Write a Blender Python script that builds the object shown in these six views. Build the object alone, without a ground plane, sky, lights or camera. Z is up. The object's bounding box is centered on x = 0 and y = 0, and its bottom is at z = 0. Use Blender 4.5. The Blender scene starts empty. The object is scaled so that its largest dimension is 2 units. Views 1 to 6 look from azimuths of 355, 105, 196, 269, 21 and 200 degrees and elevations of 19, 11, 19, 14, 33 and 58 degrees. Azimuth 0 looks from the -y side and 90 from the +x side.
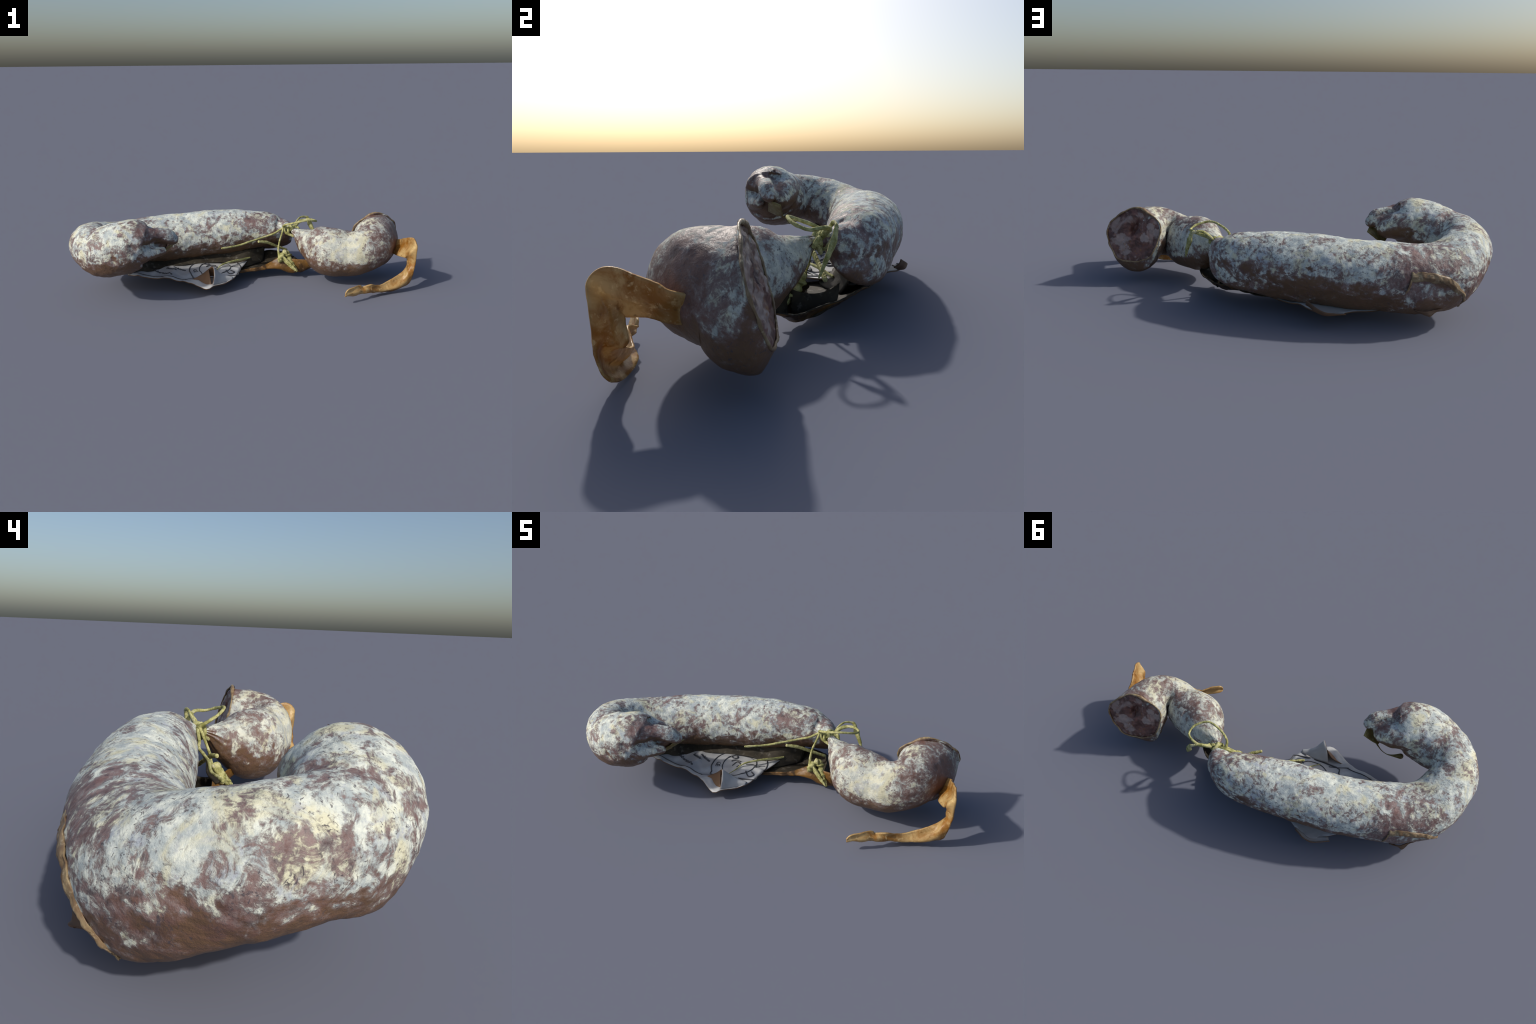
"""A mould-dusted cured sausage: a long curled link and a short cut link tied with cord,
resting on a crumpled printed paper label, with dried casing hanging off both."""
import bpy, bmesh, math, random
from math import sin, cos, pi, exp, sqrt
from mathutils import Vector, noise
import numpy as np

random.seed(7)
V = Vector

# ------------------------------------------------------------------ helpers
def catmull(P, n):
    """Catmull-Rom through rows of P (any width), n samples per span."""
    P = np.asarray(P, float)
    P = np.vstack([2 * P[0] - P[1], P, 2 * P[-1] - P[-2]])
    out = []
    for i in range(1, len(P) - 2):
        t = np.linspace(0, 1, n, endpoint=False)[:, None]
        a, b, c, d = P[i - 1], P[i], P[i + 1], P[i + 2]
        out.append(.5 * (2 * b + (c - a) * t + (2 * a - 5 * b + 4 * c - d) * t * t + (3 * b - a - 3 * c + d) * t ** 3))
    out.append(P[-2][None])
    return np.vstack(out)


def make_obj(name, verts, faces, mats, parent=None, smooth=True):
    me = bpy.data.meshes.new(name)
    me.from_pydata([tuple(v) for v in verts], [], faces)
    for m in (mats if isinstance(mats, (list, tuple)) else [mats]):
        me.materials.append(m)
    if smooth:
        me.polygons.foreach_set("use_smooth", [True] * len(me.polygons))
    me.update()
    ob = bpy.data.objects.new(name, me)
    bpy.context.collection.objects.link(ob)
    if parent is not None:
        ob.parent = parent
    return ob


def frames(C):
    """tangent, side (level), up for each station of a mostly level spine"""
    T = np.gradient(C, axis=0)
    T /= np.linalg.norm(T, axis=1, keepdims=True)
    S = np.cross(T, [0, 0, 1.0])
    S /= np.linalg.norm(S, axis=1, keepdims=True) + 1e-9
    U = np.cross(S, T)
    return T, S, U


def rings_to_faces(nr, ns, closed=True):
    f = []
    for i in range(nr - 1):
        for j in range(ns if closed else ns - 1):
            a, b = i * ns + j, i * ns + (j + 1) % ns
            f.append((a, b, b + ns, a + ns))
    return f


def tube_data(pts, n=10, sides=12, flat=1.0, twist=0.0, wob=0.0, seed=0):
    """round or flattened cord through rows (x, y, z, r); parallel-transport frame, round ends"""
    P = catmull(pts, n)
    C, R = P[:, :3], np.maximum(P[:, 3], 0.0008)
    T = np.gradient(C, axis=0)
    T /= np.linalg.norm(T, axis=1, keepdims=True) + 1e-9
    up = V((0, 0, 1)) if abs(T[0][2]) < .9 else V((1, 0, 0))
    verts = []
    st = []
    t0 = V(T[0])
    u = (up - t0 * up.dot(t0)).normalized()
    for i in range(len(C)):
        t = V(T[i])
        u = (u - t * u.dot(t)).normalized()
        st.append((V(C[i]), t, u.copy(), R[i]))
    # rounded caps
    c, t, u0, r = st[0]
    head = [(c - t * (r * sin(a)), t, u0, max(r * cos(a), r * .05)) for a in (1.5, 1.1, .6)]
    c, t, u1, r = st[-1]
    tail = [(c + t * (r * sin(a)), t, u1, max(r * cos(a), r * .05)) for a in (.6, 1.1, 1.5)]
    st = head + st + tail
    for i, (c, t, u, r) in enumerate(st):
        s = t.cross(u)
        w = 1 + wob * noise.noise(V((i * .35, seed * 3.1, 0)))
        for k in range(sides):
            a = 2 * pi * k / sides + twist * i
            verts.append(c + (u * cos(a) + s * (sin(a) * flat)) * (r * w * (1 + wob * .5 * noise.noise(c * 60 + u * (3 * cos(a)) + s * (3 * sin(a))))))
    nr = len(st)
    faces = rings_to_faces(nr, sides)
    faces.append(tuple(range(sides - 1, -1, -1)))
    faces.append(tuple((nr - 1) * sides + k for k in range(sides)))
    return verts, faces


def join_data(*parts):
    vs, fs = [], []
    for v, f in parts:
        o = len(vs)
        vs += list(v)
        fs += [tuple(i + o for i in q) for q in f]
    return vs, fs


def evaluated(ob):
    """apply modifiers without operators"""
    dg = bpy.context.evaluated_depsgraph_get()
    me = bpy.data.meshes.new_from_object(ob.evaluated_get(dg))
    old = ob.data
    ob.modifiers.clear()
    ob.data = me
    me.name = old.name
    bpy.data.meshes.remove(old)
    return ob


def get_co(me):
    a = np.empty(len(me.vertices) * 3)
    me.vertices.foreach_get("co", a)
    return a.reshape(-1, 3)


def get_no(me):
    a = np.empty(len(me.vertices) * 3)
    me.vertices.foreach_get("normal", a)
    return a.reshape(-1, 3)


def set_co(me, a):
    me.vertices.foreach_set("co", a.ravel())
    me.update()


def seg_dist(P, a, b):
    a, b = np.array(a), np.array(b)
    d = b - a
    t = np.clip(((P - a) @ d) / (d @ d), 0, 1)
    return np.linalg.norm(P - (a + t[:, None] * d), axis=1)


def noise_arr(P, scale, octaves=1, seed=(0, 0, 0)):
    s = V(seed)
    if octaves == 1:
        return np.array([noise.noise(V(p) * scale + s) for p in P])
    return np.array([noise.fractal(V(p) * scale + s, .9, 2.1, octaves) for p in P])


def relief(ob, amp=(.006, .003, .0014), dents=()):
    """lumps, pits and wrinkles of a dried skin, pushed along the normals"""
    me = ob.data
    P, N = get_co(me), get_no(me)
    d = amp[0] * noise_arr(P, 7, seed=(3, 1, 8)) + amp[1] * noise_arr(P, 22, seed=(9, 4, 2))
    fine = noise_arr(P, 60, seed=(5, 5, 1))
    d += amp[2] * (fine - .6 * np.abs(noise_arr(P, 38, seed=(1, 7, 3))) * 2)
    for a, b, w, depth in dents:
        q = seg_dist(P, a, b)
        d -= depth * np.exp(-(q / w) ** 2)
    set_co(me, P + N * d[:, None])


def sheet(name, rows, mats, parent, n=8, m=6, thick=.004, crumple=.003, freq=14, rim=None, seed=0, flip=False):
    """thin skin lofted through rows of points; real thickness by Solidify"""
    R = np.array([catmull(r, m) for r in rows])           # rows x cols x 3
    k, c, _ = R.shape
    G = catmull(R.reshape(k, c * 3), n).reshape(-1, c, 3)
    nr = G.shape[0]
    P = G.reshape(-1, 3)
    faces = rings_to_faces(nr, c, closed=False)
    if flip:
        faces = [q[::-1] for q in faces]
    ob = make_obj(name, P, faces, mats, parent)
    N = get_no(ob.data)
    P = P + N * (crumple * noise_arr(P, freq, 3, seed=(seed, 2, 5)))[:, None]
    set_co(ob.data, P)
    md = ob.modifiers.new("s", 'SOLIDIFY')
    md.thickness = thick
    md.offset = 0
    if isinstance(mats, (list, tuple)) and len(mats) > 1:
        md.material_offset = 1
        md.material_offset_rim = 1 if rim is None else rim
    return evaluated(ob)


# ------------------------------------------------------------------ materials
class Nodes:
    def __init__(s, name):
        s.mat = bpy.data.materials.new(name)
        s.mat.use_nodes = True
        s.t = s.mat.node_tree
        s.t.nodes.clear()
        s.out = s.t.nodes.new("ShaderNodeOutputMaterial")
        s.co = s.t.nodes.new("ShaderNodeTexCoord").outputs["Object"]

    def put(s, sock, v):
        if v is None:
            return
        if hasattr(v, "is_output") or isinstance(v, bpy.types.NodeSocket):
            s.t.links.new(v, sock)
        else:
            if sock.type == 'RGBA' and len(v) == 3:
                v = (*v, 1)
            sock.default_value = v

    def noise(s, scale, detail=5, rough=.6, dist=0, co=None, off=None):
        n = s.t.nodes.new("ShaderNodeTexNoise")
        c = co or s.co
        if off:
            c = s.vmath('ADD', c, off)
        s.put(n.inputs["Vector"], c)
        for k, v in (("Scale", scale), ("Detail", detail), ("Roughness", rough), ("Distortion", dist)):
            n.inputs[k].default_value = v
        return n.outputs["Fac"]

    def voronoi(s, scale, feature='F1', co=None, rnd=1):
        n = s.t.nodes.new("ShaderNodeTexVoronoi")
        n.feature = feature
        s.put(n.inputs["Vector"], co or s.co)
        n.inputs["Scale"].default_value = scale
        n.inputs["Randomness"].default_value = rnd
        return n.outputs["Distance"]

    def vmath(s, op, a, b=None, out=0):
        n = s.t.nodes.new("ShaderNodeVectorMath")
        n.operation = op
        s.put(n.inputs[0], a)
        s.put(n.inputs[1], b)
        return n.outputs["Value"] if op in ('LENGTH', 'DISTANCE', 'DOT_PRODUCT') else n.outputs["Vector"]

    def math(s, op, a, b=None, c=None, clamp=False):
        n = s.t.nodes.new("ShaderNodeMath")
        n.operation = op
        n.use_clamp = clamp
        s.put(n.inputs[0], a)
        s.put(n.inputs[1], b)
        s.put(n.inputs[2], c)
        return n.outputs[0]

    def step(s, x, lo, hi, a=0, b=1):
        n = s.t.nodes.new("ShaderNodeMapRange")
        n.interpolation_type = 'SMOOTHSTEP'
        s.put(n.inputs["Value"], x)
        n.inputs["From Min"].default_value = lo
        n.inputs["From Max"].default_value = hi
        n.inputs["To Min"].default_value = a
        n.inputs["To Max"].default_value = b
        return n.outputs[0]

    def mix(s, f, a, b, mode='MIX'):
        n = s.t.nodes.new("ShaderNodeMix")
        n.data_type = 'RGBA'
        n.blend_type = mode
        s.put(n.inputs[0], f)
        s.put(n.inputs[6], a)
        s.put(n.inputs[7], b)
        return n.outputs[2]

    def blob(s, c, r):
        """1 at c falling to 0 at radius r"""
        d = s.vmath('DISTANCE', s.co, c)
        return s.step(d, r, 0)

    def normal_z(s):
        g = s.t.nodes.new("ShaderNodeNewGeometry")
        x = s.t.nodes.new("ShaderNodeSeparateXYZ")
        s.t.links.new(g.outputs["Normal"], x.inputs[0])
        return x.outputs

    def bump(s, h, strength=.4, dist=.004):
        n = s.t.nodes.new("ShaderNodeBump")
        n.inputs["Strength"].default_value = strength
        n.inputs["Distance"].default_value = dist
        s.put(n.inputs["Height"], h)
        return n.outputs[0]

    def finish(s, color, rough=.7, normal=None, spec=.35, trans=0, trans_col=None):
        b = s.t.nodes.new("ShaderNodeBsdfPrincipled")
        s.put(b.inputs["Base Color"], color)
        s.put(b.inputs["Roughness"], rough)
        b.inputs["Specular IOR Level"].default_value = spec
        if normal is not None:
            s.put(b.inputs["Normal"], normal)
        sh = b.outputs[0]
        if trans:
            t = s.t.nodes.new("ShaderNodeBsdfTranslucent")
            s.put(t.inputs["Color"], trans_col if trans_col is not None else color)
            m = s.t.nodes.new("ShaderNodeMixShader")
            m.inputs[0].default_value = trans
            s.t.links.new(sh, m.inputs[1])
            s.t.links.new(t.outputs[0], m.inputs[2])
            sh = m.outputs[0]
        s.t.links.new(sh, s.out.inputs["Surface"])
        return s.mat


# patches where the mould is rubbed off (negative) or thick (positive): place, radius, weight
BARE = [((.30, .22, .30), .10, -0.030), ((-.66, .33, .28), .16, -0.096), ((-.80, .22, .33), .12, -0.060), ((.05, .15, .36), .08, -0.045),
        ((.14, .17, .34), .09, -0.045), ((-.53, -.30, .45), .10, -0.084), ((.50, .0, .33), .11, -0.072),
        ((.62, -.05, .32), .10, -0.060), ((.80, .05, .40), .13, -0.096), ((.95, -.10, .24), .27, -.115), ((.92, -.05, .30), .14, -0.060),
        ((-.95, .0, .23), .16, -0.060)]
THICK = [((-.97, .02, .38), .12, .03), ((-.40, .20, .40), .22, .04), ((-.15, .22, .40), .20, .03), ((.60, -.22, .26), .14, .08),
         ((-.70, -.33, .42), .12, .06), ((.45, .08, .30), .10, .08), ((.78, .0, .36), .06, .12)]


def mould_material():
    s = Nodes("moulded_casing")
    nz = s.normal_z()
    # the links stretch the growth into short streaks across their length
    big = s.noise(7.0, 8, .68, .6)
    mid = s.noise(19.0, 8, .72, .8, off=(4, 1, 7))
    fin = s.noise(52.0, 5, .68, .5, off=(1, 9, 2))
    m = s.math('MULTIPLY_ADD', big, .34, s.math('MULTIPLY_ADD', mid, .48, s.math('MULTIPLY', fin, .28)))
    for c, r, w in BARE + THICK:
        m = s.math('MULTIPLY_ADD', s.blob(c, r), w, m)
    # the belly the links lay on never grew mould: broken edge, not a fade
    belly = s.math('ADD', nz["Z"], s.math('MULTIPLY', s.math('SUBTRACT', s.noise(7, 7, .7, .4, off=(2, 2, 2)), .5), 2.6))
    bel = s.step(belly, .06, -.55)
    m = s.math('MULTIPLY_ADD', bel, -.17, m)
    mould = s.step(m, .490, .570)
    haze = s.step(m, .40, .54)
    # meat under the skin
    short = s.blob((.68, -.03, .22), .55)
    meat = s.mix(s.step(s.noise(11, 6, .6, off=(7, 3, 1)), .38, .64), (.125, .068, .062), (.205, .118, .105))
    meat = s.mix(s.step(s.noise(34, 4, .6, off=(3, 3, 9)), .52, .68), meat, (.080, .052, .052))
    meat = s.mix(s.math('MULTIPLY', s.step(short, .1, .4), .55), meat, (.150, .080, .055))
    brown = s.mix(s.noise(8, 5, .6, off=(8, 8, 1)), (.118, .068, .035), (.190, .116, .062))
    skin = s.mix(s.math('MULTIPLY', bel, .85), meat, brown)
    skin = s.mix(s.math('MULTIPLY', haze, .40), skin, (.36, .335, .325))
    # mould: chalky grey-green white, cream spots, lilac-grey thin places
    white = s.mix(s.step(s.noise(22, 7, .7, off=(5, 1, 4)), .38, .62), (.40, .45, .45), (.72, .75, .66))
    white = s.mix(s.math('MULTIPLY', s.step(s.noise(9, 6, .6, 1.0, off=(1, 6, 3)), .48, .64), .66), white, (.68, .635, .40))
    white = s.mix(s.math('MULTIPLY', s.step(s.noise(15, 6, .65, 1.0, off=(6, 2, 8)), .54, .66), .7), white, (.40, .43, .49))
    white = s.mix(s.math('MULTIPLY', s.step(s.noise(40, 5, .72, .6, off=(9, 2, 6)), .575, .67), .60), white, (.21, .18, .19))
    white = s.mix(s.math('MULTIPLY', s.step(short, .1, .4), .25), white, (.45, .40, .28))
    col = s.mix(mould, skin, white)
    # dark pin specks in the mould
    specks = s.math('MULTIPLY', s.step(s.noise(62, 4, .65, 1.8, off=(2, 7, 7)), .58, .66), s.step(s.noise(10, 3, .5, off=(4, 4, 4)), .38, .56))
    col = s.mix(s.math('MULTIPLY', specks, .85), col, (.075, .065, .075))
    h = s.math('MULTIPLY_ADD', mould, .5, s.math('MULTIPLY_ADD', s.noise(90, 4, .7), .8, s.math('MULTIPLY', mid, .6)))
    rough = s.step(mould, 0, 1, .42, .88)
    return s.finish(col, rough, s.bump(h, .55, .006), spec=.3)


def meat_material():
    s = Nodes("cut_meat")
    n1 = s.noise(9, 6, .6, .8, off=(1, 1, 3))
    col = s.mix(s.step(s.noise(26, 6, .65, .4), .36, .66), (.075, .033, .026), (.195, .088, .068))
    fat = s.math('MULTIPLY', s.step(n1, .50, .60), .75)
    for c, r in (((.915, .10, .235), .065), ((.895, .11, .19), .06), ((.785, .08, .25), .05), ((.725, .05, .275), .045), ((.76, .055, .31), .04)):
        b = s.math('ADD', s.blob(c, r), s.math('MULTIPLY', s.math('SUBTRACT', s.noise(22, 6, .7), .5), 1.9))
        fat = s.math('MAXIMUM', fat, s.step(b, .36, .62))
    fatc = s.mix(s.noise(30, 5, .6, off=(3, 1, 1)), (.24, .16, .14), (.48, .39, .345))
    col = s.mix(s.math('MULTIPLY', fat, .9), col, fatc)
    col = s.mix(s.math('MULTIPLY', s.step(s.noise(40, 3, .5, off=(6, 6, 6)), .62, .70), .7), col, (.26, .11, .03))
    return s.finish(col, .38, s.bump(s.noise(60, 5, .7), .5, .006), spec=.5)


def casing_material(name, light, dark, trans=.35, scale=11, rough=.36):
    s = Nodes(name)
    f = s.step(s.noise(scale, 6, .62, .7), .36, .66)
    col = s.mix(f, dark, light)
    col = s.mix(s.math('MULTIPLY', s.step(s.noise(scale * 3.2, 5, .65, off=(3, 4, 5)), .55, .70), .6), col, tuple(min(1, c * 1.5 + .10) for c in light))
    col = s.mix(s.math('MULTIPLY', s.step(s.noise(scale * 2.1, 4, .6, off=(8, 1, 5)), .60, .72), .7), col, tuple(c * .5 for c in dark))
    return s.finish(col, rough, s.bump(s.noise(55, 5, .7), .45, .004), spec=.4, trans=trans)


def cord_material():
    s = Nodes("cord_fibre")
    f = s.noise(45, 5, .65)
    col = s.mix(s.step(f, .35, .66), (.23, .225, .07), (.54, .52, .24))
    col = s.mix(s.math('MULTIPLY', s.step(s.noise(20, 4, .6, off=(5, 5, 2)), .57, .70), .6), col, (.66, .62, .44))
    w = s.t.nodes.new("ShaderNodeTexWave")
    w.wave_type = 'BANDS'
    w.bands_direction = 'DIAGONAL'
    s.put(w.inputs["Vector"], s.co)
    w.inputs["Scale"].default_value = 60
    w.inputs["Distortion"].default_value = 3
    return s.finish(col, .8, s.bump(s.math('MULTIPLY_ADD', w.outputs["Fac"], .5, f), .5, .004), spec=.2)


def paper_material(name, light, dark, rough=.55):
    s = Nodes(name)
    col = s.mix(s.step(s.noise(6, 6, .6, .5), .35, .68), light, dark)
    return s.finish(col, rough, s.bump(s.noise(18, 5, .6), .25, .006), spec=.4)


def ink_material():
    s = Nodes("printing_ink")
    col = s.mix(s.noise(60, 4, .6), (.025, .025, .028), (.12, .12, .125))
    return s.finish(col, .6)


MOULD, MEAT = mould_material(), meat_material()
TAIL = casing_material("dried_casing", (.66, .46, .20), (.38, .165, .028), .30, 13, .30)  # cream tone paints the strap's sunlit highlights into its colour
AMBER = casing_material("amber_casing", (.27, .135, .030), (.075, .042, .020), .30, 10)
OLIVE_DARK = casing_material("dark_casing_inside", (.050, .039, .023), (.024, .019, .012), .10, 12, .75)  # base colour darkened to carry the shadow inside the hollows
LIP = casing_material("torn_casing_edge", (.36, .28, .16), (.19, .115, .06), .12, 16)
OLIVE = casing_material("olive_casing", (.30, .26, .10), (.20, .12, .03), .25, 14)
CORD = cord_material()
PAPER = paper_material("coated_paper", (.50, .50, .485), (.33, .335, .345))  # white paper greyed down to the shade between the links
KRAFT = paper_material("greasy_paper_back", (.17, .095, .05), (.10, .058, .034))
INK = ink_material()

# ------------------------------------------------------------------ the thing
root = bpy.data.objects.new("cured_sausage", None)
root.empty_display_size = .2
bpy.context.collection.objects.link(root)
root["label"] = "mouldy curled dry sausage tied to a cut short link"
root["category"] = "cured sausage"


# ---- long link: spine stations x, y, z, radius, slack of the skin below, and where round the section it hangs
LONG = [(.338, .138, .285, .018, 0, -1.2), (.326, .160, .286, .028, 0, -1.2), (.305, .188, .282, .056, .20, -1.15), (.258, .224, .264, .086, .62, -1.15),
        (.148, .248, .269, .116, .44, -1.12), (-.090, .251, .260, .144, .26, -1.27), (-.455, .228, .241, .148, .20, -1.3), (-.758, .135, .231, .150, .12, -1.1),
        (-.870, -.032, .298, .127, .10, -.9), (-.847, -.162, .326, .118, .12, -.9), (-.776, -.224, .320, .137, .07, -1.0),
        (-.671, -.258, .342, .144, .05, -1.4), (-.612, -.256, .366, .132, .05, -1.5), (-.575, -.253, .353, .121, .08, -1.5), (-.550, -.250, .348, .094, .08, -1.5)]


def link_mesh(stations, per=10, sides=64, cap=True):
    D = catmull(stations, per)
    C, R, B, H = D[:, :3], D[:, 3], D[:, 4], D[:, 5]
    T, S, U = frames(C)
    rows = [(C[i], S[i], U[i], R[i], B[i], H[i]) for i in range(len(C))]
    if cap:
        for a in (.45, .9, 1.25, 1.5):
            rows.append((C[-1] + T[-1] * R[-1] * sin(a) * .55, S[-1], U[-1], R[-1] * cos(a), B[-1], H[-1]))
    verts = []
    for c, s_, u, r, b, h in rows:
        for k in range(sides):
            a = 2 * pi * k / sides
            # slack skin sags under the link, a little to the outer side
            d = a - 2 * pi if a > pi else a
            edge = exp(-((d - h) / .42) ** 2)
            verts.append(c + r * (1 + b * edge) * (s_ * cos(a) + u * sin(a)))
    nr = len(rows)
    faces = rings_to_faces(nr, sides)
    faces.append(tuple(range(sides - 1, -1, -1)))
    faces.append(tuple((nr - 1) * sides + k for k in range(sides)))
    return verts, faces


long_body = link_mesh(LONG)
finger = tube_data([(-.61, -.275, .412, .058), (-.54, -.272, .414, .050), (-.47, -.244, .402, .043), (-.425, -.226, .388, .044), (-.402, -.214, .368, .038)], 8, 24)
underlip = tube_data([(-.67, -.318, .315, .052), (-.58, -.322, .318, .043), (-.51, -.302, .322, .035), (-.455, -.276, .322, .025)], 8, 24)
shoulder = tube_data([(-.60, -.20, .375, .085), (-.53, -.190, .360, .074), (-.485, -.19, .345, .056)], 8, 24)
long_link = make_obj("long_link", *join_data(long_body, finger, underlip, shoulder), MOULD, root)
md = long_link.modifiers.new("r", 'REMESH')
md.mode = 'VOXEL'
md.voxel_size = .0062
evaluated(long_link)
md = long_link.modifiers.new("s", 'SMOOTH')
md.factor = .5
md.iterations = 6
evaluated(long_link)
relief(long_link, dents=[((-.61, -.37, .376), (-.47, -.30, .366), .017, .028), ((-.54, -.30, .44), (-.50, -.245, .455), .013, .010), ((-.53, -.222, .46), (-.42, -.172, .40), .013, .015),
                         ((-.68, .345, .240), (-.79, .30, .215), .042, .020), ((-.20, .39, .28), (-.19, .36, .17), .012, .008),
                         ((-.72, -.38, .38), (-.70, -.40, .30), .012, .008), ((-.93, -.16, .33), (-.86, -.26, .30), .012, .007)])
long_link.data.polygons.foreach_set("use_smooth", [True] * len(long_link.data.polygons))

# torn skin on the outer side: upper lip rolled out over a raw hollow, running down into a tab
def on_skin(ob, p, lift):
    ok, co, no, _ = ob.closest_point_on_mesh(V(p))
    return co + no * lift


LIP_LINE = [(-.643, .329, .290), (-.702, .314, .290), (-.764, .295, .278), (-.805, .277, .263), (-.842, .256, .230), (-.872, .222, .188), (-.880, .190, .140), (-.860, .165, .105)]
rows = []
for lift, drop in ((.000, -.008), (.007, .006), (.010, .019), (.000, .036)):
    rows.append([on_skin(long_link, (p[0], p[1], p[2] - drop * (1 if i < 5 else .4)), lift * (.3, 1, 1, .9, .8, .55, .4, .2)[i]) for i, p in enumerate(LIP_LINE)])
sheet("torn_casing_lip", rows, LIP, long_link, n=5, m=8, thick=.004, crumple=.006, freq=36, seed=1)
sheet("torn_casing_sliver", [[on_skin(long_link, q, l) for q in r] for r, l in (([(-.650, .346, .268), (-.656, .344, .262)], .001), ([(-.640, .350, .236), (-.648, .350, .228)], .007), ([(-.626, .352, .205), (-.630, .352, .200)], .003))], LIP, long_link, thick=.004, crumple=.004, freq=40, seed=4)
sheet("hanging_casing_tab", [[(-.665, .300, .110), (-.72, .290, .105), (-.79, .240, .110)], [(-.69, .290, .096), (-.735, .290, .092), (-.78, .235, .100)],
                             [(-.715, .292, .086), (-.740, .297, .087), (-.765, .250, .094)]], KRAFT, long_link, thick=.005, crumple=.004, freq=22, seed=4)

# casing scrap and strand under the finger end
sheet("end_casing", [[(-.400, -.212, .345), (-.392, -.195, .338), (-.388, -.155, .325)], [(-.435, -.225, .320), (-.43, -.19, .300), (-.425, -.158, .297)],
                     [(-.490, -.24, .285), (-.48, -.20, .268), (-.467, -.165, .264)]], OLIVE, long_link, thick=.005, crumple=.004, seed=6)
make_obj("casing_strand", *tube_data([(-.465, -.165, .266, .004), (-.495, -.150, .246, .0025), (-.527, -.142, .236, .0025), (-.56, -.146, .232, .006), (-.60, -.16, .225, .016)], 6, 8), OLIVE, long_link)

# ---- short link with cut end
# spine stations x, y, z, half width, half height
SHORT = [(.340, .128, .284, .017, .017), (.358, .104, .274, .028, .032), (.392, .070, .249, .058, .068), (.426, .037, .230, .081, .096), (.470, -.008, .219, .109, .132),
         (.534, -.067, .202, .130, .150), (.638, -.094, .196, .123, .142), (.723, -.124, .220, .118, .130), (.801, -.074, .243, .122, .144),
         (.838, .030, .238, .142, .156), (.851, .066, .225, .142, .174), (.853, .094, .225, .142, .171)]
CUT_C, CUT_H, CUT_V = np.array((.848, .088, .264)), np.array((.145, .028, -.012)), np.array((.008, -.041, .141))
CUT_N = np.cross(CUT_V, CUT_H)
CUT_N /= np.linalg.norm(CUT_N)
if CUT_N[1] < 0:
    CUT_N = -CUT_N


def cut_rim(a):
    """outline of the cut: flat upper left shoulder, small notch upper right, by angle"""
    w = 1 + .02 * noise.noise(V((2.2 * cos(a), 2.2 * sin(a), 4))) * 2 + .012 * sin(11 * a + 2) * sin(3 * a) + .02 * sin(3 * a + .6) - .05 * exp(-((a - 2.25) / .25) ** 2) + .03 * sin(5 * a)
    return CUT_C + w * (CUT_H * cos(a) + CUT_V * sin(a))


def short_mesh(per=14, sides=120):
    D = catmull(SHORT, per)
    for _ in range(14):
        D[1:-1] = D[1:-1] * .5 + (D[:-2] + D[2:]) * .25
    C, RS, RZ = D[:, :3], D[:, 3], D[:, 4]
    T, S, U = frames(C)
    verts = []
    n = len(C)
    for i in range(n):
        f = i / (n - 1)
        for k in range(sides):
            a = 2 * pi * k / sides
            pleat = 1 + (.10 * exp(-(f / .13) ** 2) * (cos(11 * a + 1.5 * sin(2 * a)) * .7 + .3 * cos(17 * a)) if f < .4 else 0)
            # the inside of the bend is pinched into a notch
            pinch = 1 - (.40 * exp(-((f - .65) / .09) ** 2) if cos(a) < 0 else 0)
            verts.append(C[i] + pleat * (S[i] * RS[i] * pinch * cos(a) + U[i] * RZ[i] * sin(a)))
    # the knife plane trims whatever passes it
    verts = np.array(verts)
    over = (verts - CUT_C) @ CUT_N + .006
    over[:int(n * .6) * sides] = 0
    verts -= np.where(over > 0, over, 0)[:, None] * CUT_N
    verts = list(verts)
    last = np.array(verts[-sides:])
    flip = (S[-1] @ CUT_H) < 0
    for q in (.35, .62, .82, .94, 1.0):
        for k in range(sides):
            a = 2 * pi * k / sides
            g = cut_rim(pi - a if flip else a)
            verts.append(last[k] * (1 - q) + g * q + (last[k] - C[-1]) * .10 * (q - q * q))
    return verts, rings_to_faces(n + 5, sides) + [tuple(range(sides - 1, -1, -1))]


short_link = make_obj("short_link", *short_mesh(), MOULD, root)
relief(short_link, (.005, .0028, .0012), dents=[((.835, .05, .41), (.79, .04, .385), .016, .010), ((.73, -.02, .30), (.72, .0, .22), .03, .010)])


def cut_face_mesh(nr=30, ns=120):
    verts = []
    for i in range(nr):
        f = 1 - i / (nr - 1)
        for k in range(ns):
            a = 2 * pi * k / ns
            g = cut_rim(a)
            p = CUT_C + (g - CUT_C) * (.985 * f)
            d = -.004 + .010 * noise.fractal(V(p) * 18, .8, 2, 4) * min(1, (1 - f) * 6)
            d += .006 * (1 - f ** 4)
            for (h, v, w, dep) in ((.0, .28, .08, .022), (.08, .12, .06, .020), (-.05, .42, .08, .012)):
                x, y = f * cos(a), f * sin(a)
                d -= dep * exp(-((x - h) ** 2 + (y - v) ** 2 * .6) / w ** 2 / 2)
            verts.append(p + CUT_N * d)
    return verts, rings_to_faces(nr, ns) + [tuple(range((nr - 1) * ns, nr * ns))]


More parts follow.
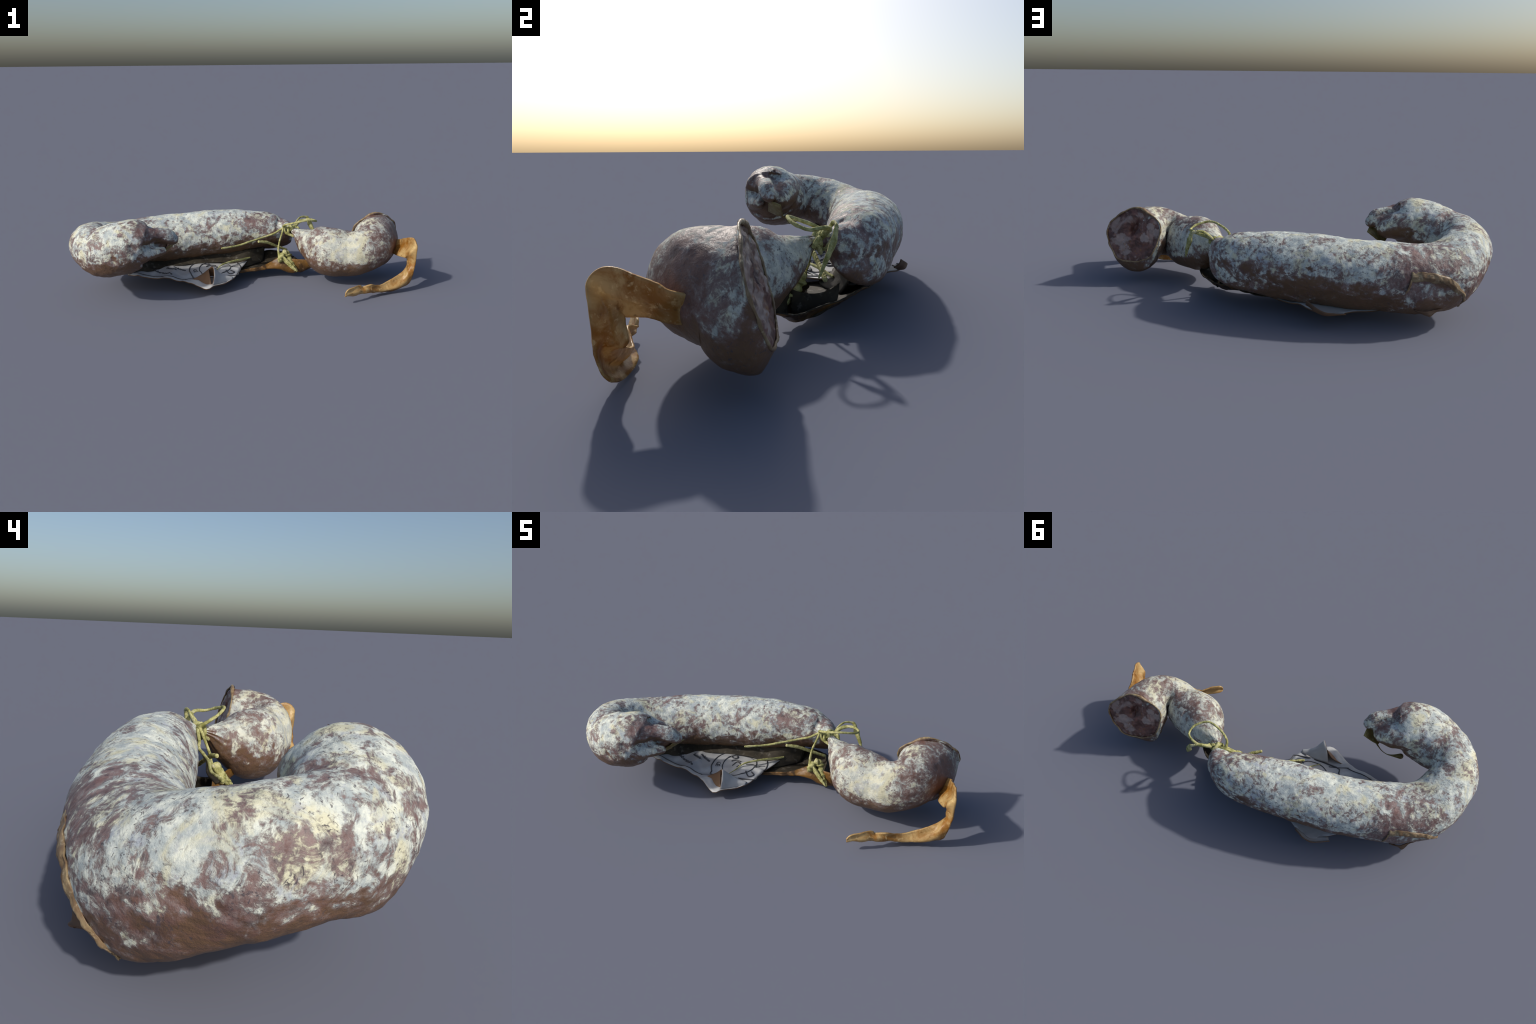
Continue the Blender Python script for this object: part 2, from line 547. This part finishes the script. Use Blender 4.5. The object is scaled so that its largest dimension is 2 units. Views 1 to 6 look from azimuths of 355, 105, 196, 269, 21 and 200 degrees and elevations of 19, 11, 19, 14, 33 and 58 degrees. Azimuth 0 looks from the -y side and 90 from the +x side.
make_obj("cut_face", *cut_face_mesh(), MEAT, short_link)
rim = []
for k in range(73):
    a = 2 * pi * k / 72
    p = cut_rim(a) + CUT_N * (.000 + .004 * noise.noise(V((3 * cos(a), 3 * sin(a), 7)))) 
    rim.append((*p, .0040 + .0030 * noise.noise(V((4 * cos(a), 4 * sin(a), 2))) + .007 * exp(-((a - 2.0) / .22) ** 2)))
make_obj("cut_casing_rim", *tube_data(rim, 3, 10, wob=.3), LIP, short_link)

# ---- dried casing tail: pairs of edge points with a folded ridge between
TAIL_EDGES = [((.880, .005, .245), (.860, -.010, .190)), ((.966, -.062, .264), (.928, -.078, .178)), ((.975, -.125, .290), (.930, -.155, .190)), ((.990, -.215, .320), (.950, -.200, .195)),
              ((1.000, -.262, .288), (.968, -.194, .188)), ((1.000, -.264, .230), (.982, -.178, .150)), ((.997, -.262, .160), (.965, -.202, .125)),
              ((.985, -.262, .095), (.920, -.240, .112)), ((.955, -.244, .032), (.862, -.258, .086)), ((.858, -.256, .008), (.786, -.277, .058)),
              ((.760, -.280, .015), (.720, -.332, .088)), ((.702, -.336, .040), (.668, -.328, .074)), ((.630, -.355, .038), (.649, -.340, .090)),
              ((.565, -.386, .043), (.572, -.395, .092)), ((.548, -.404, .050), (.548, -.408, .074))]
rows = []
RIDGE = [.0, .0, .008, .012, -.02, -.022, -.016, -.018, -.026, -.030, -.020, -.016, -.018, -.012, 0]
for i, (e1, e2) in enumerate(TAIL_EDGES):
    e1, e2 = np.array(e1), np.array(e2)
    j, k = max(0, i - 1), min(len(TAIL_EDGES) - 1, i + 1)
    t = np.add(*map(np.array, TAIL_EDGES[k])) - np.add(*map(np.array, TAIL_EDGES[j]))
    nrm = np.cross(t, e2 - e1)
    nrm /= np.linalg.norm(nrm)
    rows.append([e1, e1 * .6 + e2 * .4 + nrm * RIDGE[i], e1 * .3 + e2 * .7 + nrm * RIDGE[i] * .3, e2])
sheet("casing_tail", rows, TAIL, short_link, n=8, m=5, thick=.007, crumple=.006, freq=22, seed=3)

# ---- dried casing hanging from the long link's end: a curtain in front, a trough below
# a gutter open upwards: tall front wall near the knot, low curled back wall; to the left only a hem and a floor
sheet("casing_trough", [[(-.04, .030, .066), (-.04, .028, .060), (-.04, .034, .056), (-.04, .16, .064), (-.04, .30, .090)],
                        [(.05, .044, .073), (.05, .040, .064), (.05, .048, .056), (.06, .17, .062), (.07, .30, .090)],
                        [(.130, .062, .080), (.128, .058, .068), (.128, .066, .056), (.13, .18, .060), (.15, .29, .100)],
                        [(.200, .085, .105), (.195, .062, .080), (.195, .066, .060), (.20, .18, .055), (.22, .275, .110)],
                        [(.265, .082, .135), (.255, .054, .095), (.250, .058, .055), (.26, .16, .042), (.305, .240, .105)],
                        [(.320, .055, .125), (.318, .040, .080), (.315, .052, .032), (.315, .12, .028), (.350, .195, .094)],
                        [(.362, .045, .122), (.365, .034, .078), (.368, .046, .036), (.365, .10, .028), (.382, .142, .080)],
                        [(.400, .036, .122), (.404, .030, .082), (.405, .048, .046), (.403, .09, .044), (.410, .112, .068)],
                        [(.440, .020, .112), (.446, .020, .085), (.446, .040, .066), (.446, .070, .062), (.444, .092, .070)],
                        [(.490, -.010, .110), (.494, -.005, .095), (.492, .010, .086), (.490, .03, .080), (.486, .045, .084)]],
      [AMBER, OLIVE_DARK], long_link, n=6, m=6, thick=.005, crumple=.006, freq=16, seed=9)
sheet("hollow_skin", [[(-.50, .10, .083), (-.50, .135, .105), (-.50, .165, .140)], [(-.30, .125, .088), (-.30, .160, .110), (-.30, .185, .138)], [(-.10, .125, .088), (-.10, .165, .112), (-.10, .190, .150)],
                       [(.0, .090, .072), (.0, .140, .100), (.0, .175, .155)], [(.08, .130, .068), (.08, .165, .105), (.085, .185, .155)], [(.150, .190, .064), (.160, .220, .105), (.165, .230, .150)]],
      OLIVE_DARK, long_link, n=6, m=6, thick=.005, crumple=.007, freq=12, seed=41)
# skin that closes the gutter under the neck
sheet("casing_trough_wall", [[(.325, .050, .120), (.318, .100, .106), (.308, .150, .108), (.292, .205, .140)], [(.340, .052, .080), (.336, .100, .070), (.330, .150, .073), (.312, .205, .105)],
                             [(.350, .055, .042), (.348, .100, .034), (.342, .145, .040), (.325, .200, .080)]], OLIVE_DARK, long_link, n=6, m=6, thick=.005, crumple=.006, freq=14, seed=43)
# near-black sheet behind the label under the bend
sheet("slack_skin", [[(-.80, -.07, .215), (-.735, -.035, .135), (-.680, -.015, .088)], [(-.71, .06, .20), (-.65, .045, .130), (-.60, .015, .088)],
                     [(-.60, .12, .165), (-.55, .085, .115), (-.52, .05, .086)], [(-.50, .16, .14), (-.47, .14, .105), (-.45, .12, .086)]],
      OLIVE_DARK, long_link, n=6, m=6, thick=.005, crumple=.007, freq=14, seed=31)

# ---- paper label
label_outline = [(-.70, .15), (-.69, .06), (-.690, -.022), (-.50, -.072), (-.345, -.122), (-.225, -.212), (-.150, -.168), (-.065, -.122),
                 (-.01, .01), (.045, .137), (.07, .20), (.02, .27), (-.10, .30), (-.185, .362), (-.245, .385), (-.285, .388), (-.34, .355), (-.45, .29), (-.60, .21)]
label_heights = [(-.68, -.018, .090), (-.62, .003, .089), (-.5, -.06, .078), (-.345, -.115, .064), (-.225, -.212, .050), (-.17, -.06, .080), (-.15, -.155, .060), (-.07, -.118, .078), (.045, .137, .096),
                 (-.268, .092, .090), (-.281, -.047, .071), (-.326, .004, .082), (-.125, .012, .098), (-.288, .395, .078), (-.188, .362, .090), (-.245, .395, .09),
                 (-.45, .23, .072), (-.1, .24, .070), (-.7, .15, .082), (-.34, .34, .070), (.05, .22, .080), (-.45, .06, .090)]


def label_z(x, y):
    num = den = 0
    for px, py, pz in label_heights:
        w = 1 / ((x - px) ** 2 + (y - py) ** 2 + .0012) ** 1.6
        num += w * pz
        den += w
    return num / den + .008 * noise.noise(V((x * 9, y * 9, 1.3))) + .011 * max(0, .5 - abs(noise.noise(V((x * 7, y * 9, 6))) * 2.2)) * 1.7 * min(1, max(0, (.13 - y) * 12)) 


bm = bmesh.new()
ov = [bm.verts.new((x, y, 0)) for x, y in catmull(label_outline + label_outline[:1], 4)[:-1]]
bm.faces.new(ov)
bmesh.ops.triangulate(bm, faces=bm.faces[:])
for _ in range(4):
    long_edges = [e for e in bm.edges if e.calc_length() > .022]
    if not long_edges:
        break
    bmesh.ops.subdivide_edges(bm, edges=long_edges, cuts=1)
    bmesh.ops.triangulate(bm, faces=bm.faces[:])
    bmesh.ops.beautify_fill(bm, faces=bm.faces[:], edges=[e for e in bm.edges if not e.is_boundary])
for v in bm.verts:
    v.co.z = label_z(v.co.x, v.co.y)
bmesh.ops.recalc_face_normals(bm, faces=bm.faces[:])
me = bpy.data.meshes.new("paper_label")
bm.to_mesh(me)
bm.free()
if sum(p.normal.z for p in me.polygons) < 0:
    me.flip_normals()
me.materials.append(PAPER)
me.materials.append(KRAFT)
me.polygons.foreach_set("use_smooth", [True] * len(me.polygons))
paper = bpy.data.objects.new("paper_label", me)
bpy.context.collection.objects.link(paper)
paper.parent = root
md = paper.modifiers.new("s", 'SOLIDIFY')
md.thickness = .006
md.offset = -1
md.material_offset = 1
md.material_offset_rim = 1
evaluated(paper)

# corner rolled up into a cone: printed side outside, greasy brown inside
sheet("curled_corner", [[(-.230, -.085, .083), (-.210, -.118, .138), (-.184, -.158, .168), (-.176, -.186, .130), (-.185, -.198, .072)],
                        [(-.165, -.085, .083), (-.158, -.108, .112), (-.146, -.132, .124), (-.140, -.154, .105), (-.145, -.168, .066)],
                        [(-.110, -.095, .081), (-.108, -.108, .094), (-.102, -.122, .098), (-.100, -.134, .090), (-.104, -.144, .068)],
                        [(-.066, -.106, .078), (-.066, -.111, .083), (-.064, -.116, .084), (-.065, -.121, .082), (-.068, -.126, .074)]], [PAPER, KRAFT], paper, n=6, m=5, thick=.004, crumple=.004, seed=5)
sheet("curled_corner_inside", [[(-.335, -.112, .070), (-.285, -.104, .085), (-.240, -.104, .110), (-.206, -.125, .146)],
                               [(-.335, -.116, .064), (-.285, -.128, .062), (-.240, -.165, .054), (-.190, -.178, .062)]], KRAFT, paper, n=8, m=6, thick=.004, crumple=.003, seed=15)
# back edge turned up
sheet("turned_up_edge", [[(-.185, .365, .100), (-.190, .385, .118), (-.195, .392, .135)], [(-.235, .378, .085), (-.24, .402, .090), (-.245, .412, .112)],
                         [(-.285, .375, .076), (-.292, .402, .078), (-.295, .412, .095)], [(-.36, .35, .075), (-.37, .368, .075), (-.375, .374, .080)]],
      [PAPER, KRAFT], paper, n=6, m=5, thick=.004, crumple=.003, seed=8)


def on_label(x, y, up=.0016):
    return (x, y, label_z(x, y) + up)


def ink_line(name, pts, r=.0032, n=6):
    P = catmull(pts, n)
    make_obj(name, *tube_data([(*on_label(x, y, .0006), r) for x, y in P], 1, 6), INK, paper)


# printed emblem: two rings, a scribbled drawing, ring lettering and lines of small print
EC, ER1, ER2 = (-.165, .035), .160, .098
for rr, w in ((ER1, .0040), (ER2, .0030)):
    ring = [(EC[0] + rr * cos(t), EC[1] + rr * sin(t)) for t in np.linspace(0, 2 * pi, 25)]
    if rr == ER1:
        ring = [p for p in ring if p[1] > -.10]
    ink_line("printed_ring", ring, w, 3)
ink_line("printed_stroke", [(-.24, .10), (-.22, .08), (-.20, .095), (-.215, .118), (-.24, .10)], .005)
ink_line("printed_stroke", [(-.215, .055), (-.19, .062), (-.165, .05)], .006)
ink_line("printed_stroke", [(-.20, .02), (-.18, .045), (-.15, .02), (-.165, .0)], .004)
ink_line("printed_stroke", [(-.12, .03), (-.08, .045), (-.06, .02), (-.045, .05), (-.02, .06)], .003)
ink_line("printed_stroke", [(-.10, -.03), (-.075, -.055), (-.05, -.04), (-.07, -.02)], .004)
ink_line("printed_border", [(-.66, -.008), (-.50, -.050), (-.34, -.092)], .0030)
ink_line("printed_border", [(-.345, -.094), (-.30, -.080), (-.24, -.068)], .0026)


def lettering(name, text, x, y, size, ang):
    cu = bpy.data.curves.new(name, 'FONT')
    cu.body = text
    cu.size = size
    cu.extrude = .0012
    cu.resolution_u = 2
    ob = bpy.data.objects.new(name, cu)
    bpy.context.collection.objects.link(ob)
    dg = bpy.context.evaluated_depsgraph_get()
    me = bpy.data.meshes.new_from_object(ob.evaluated_get(dg))
    bpy.data.objects.remove(ob)
    P = get_co(me)
    c, s_ = cos(ang), sin(ang)
    Q = [(x + c * p[0] - s_ * p[1], y + s_ * p[0] + c * p[1]) for p in P]
    P = np.array([on_label(q[0], q[1], .0015 + p[2]) for q, p in zip(Q, P)])
    set_co(me, P)
    me.name = name
    me.materials.clear()
    me.materials.append(INK)
    o = bpy.data.objects.new(name, me)
    bpy.context.collection.objects.link(o)
    o.parent = paper


lettering("small_print", "laboratoire", -.545, .030, .030, -.55)
lettering("small_print", "fumoir", -.470, .060, .028, -.55)
lettering("small_print", "salaison", -.425, .070, .028, -.55)
lettering("ring_lettering", "GE", -.305, .035, .036, -1.35)

# ---- cord: loops at the neck, hanging ends, a frayed lower knot
string = make_obj("neck_cord", *tube_data([(.322 + .028 * cos(a) * .6, .150 + .028 * cos(a) - .02 * 0, .287 + .028 * sin(a), .0085) for a in np.linspace(0, 2 * pi, 9)], 4, 10, wob=.3), CORD, root)


def cord(name, pts, flat=1.0, wob=.25, n=8):
    return make_obj(name, *tube_data(pts, n, 10, flat, .05, wob, len(name)), CORD, string)


cord("cord_loop", [(.350, .150, .296, .010), (.372, .172, .322, .010), (.410, .186, .336, .009), (.455, .172, .344, .007), (.484, .138, .342, .006),
                   (.468, .090, .356, .006), (.405, .056, .369, .006), (.335, .072, .352, .006), (.284, .108, .331, .0065), (.279, .140, .312, .008), (.310, .148, .300, .008), (.345, .138, .290, .009)])
cord("cord_loop", [(.345, .150, .290, .008), (.365, .178, .330, .007), (.395, .196, .354, .007), (.428, .210, .352, .008), (.445, .212, .342, .011), (.462, .205, .300, .015), (.485, .188, .250, .011), (.502, .172, .205, .004)], .55)
cord("cord_end", [(.340, .140, .290, .008), (.279, .146, .300, .0065), (.220, .134, .272, .006), (.168, .130, .255, .006), (.119, .110, .247, .006), (.052, .085, .236, .006), (-.011, .073, .220, .006), (-.065, .050, .219, .006), (-.118, .029, .219, .006)])
cord("cord_end", [(.335, .115, .255, .010), (.290, .130, .275, .007), (.279, .140, .312, .007), (.268, .125, .280, .006), (.247, .100, .225, .006), (.238, .088, .180, .0065), (.240, .062, .140, .008), (.246, .052, .122, .012)])
cord("cord_end", [(.113, .064, .242, .0085), (.165, .088, .228, .0085), (.231, .126, .188, .008), (.30, .16, .15, .008)])
cord("cord_end", [(.060, .150, .108, .006), (.033, .130, .110, .006), (-.05, .075, .116, .006), (-.125, .012, .118, .0045), (-.16, -.03, .098, .003), (-.19, -.06, .085, .002)])
A0, A1 = [(.119, .110, .245), (.052, .085, .234), (-.011, .073, .218), (-.065, .050, .217), (-.112, .030, .217)], (.0, .042, -.020)
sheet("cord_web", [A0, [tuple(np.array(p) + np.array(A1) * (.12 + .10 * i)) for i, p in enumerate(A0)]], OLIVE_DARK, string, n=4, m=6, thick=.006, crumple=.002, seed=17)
# knot bulk and frayed lower knot built of short overlapping cord turns
for i in range(7):
    a = i * 2.4
    c = np.array((.345, .138, .282)) + .016 * np.array((cos(a), sin(a * 1.3), sin(a)))
    cord("knot_turn", [(*(c + .018 * np.array((cos(a + t), sin(a + t) * .7, sin(t * 1.3)))), .008) for t in (0, 1.1, 2.2, 3.3)])
cord("lower_knot", [(.243, .050, .118, .016), (.262, .062, .150, .018), (.290, .080, .158, .017), (.300, .070, .130, .019), (.315, .048, .095, .017), (.332, .030, .072, .013), (.346, .016, .056, .008)], wob=.6)
for i in range(5):
    o = V((random.uniform(-.012, .012), random.uniform(-.012, .008), random.uniform(-.006, .012)))
    cord("frayed_strand", [(.270 + o.x, .055 + o.y, .135 + o.z, .006), (.295 + o.x * 1.3, .045 + o.y, .110 + o.z, .007), (.325 + o.x, .028 + o.y, .080 + o.z, .006), (.345 + o.x * .9, .016 + o.y * .8, .060 + o.z * .6, .003)], wob=.5)
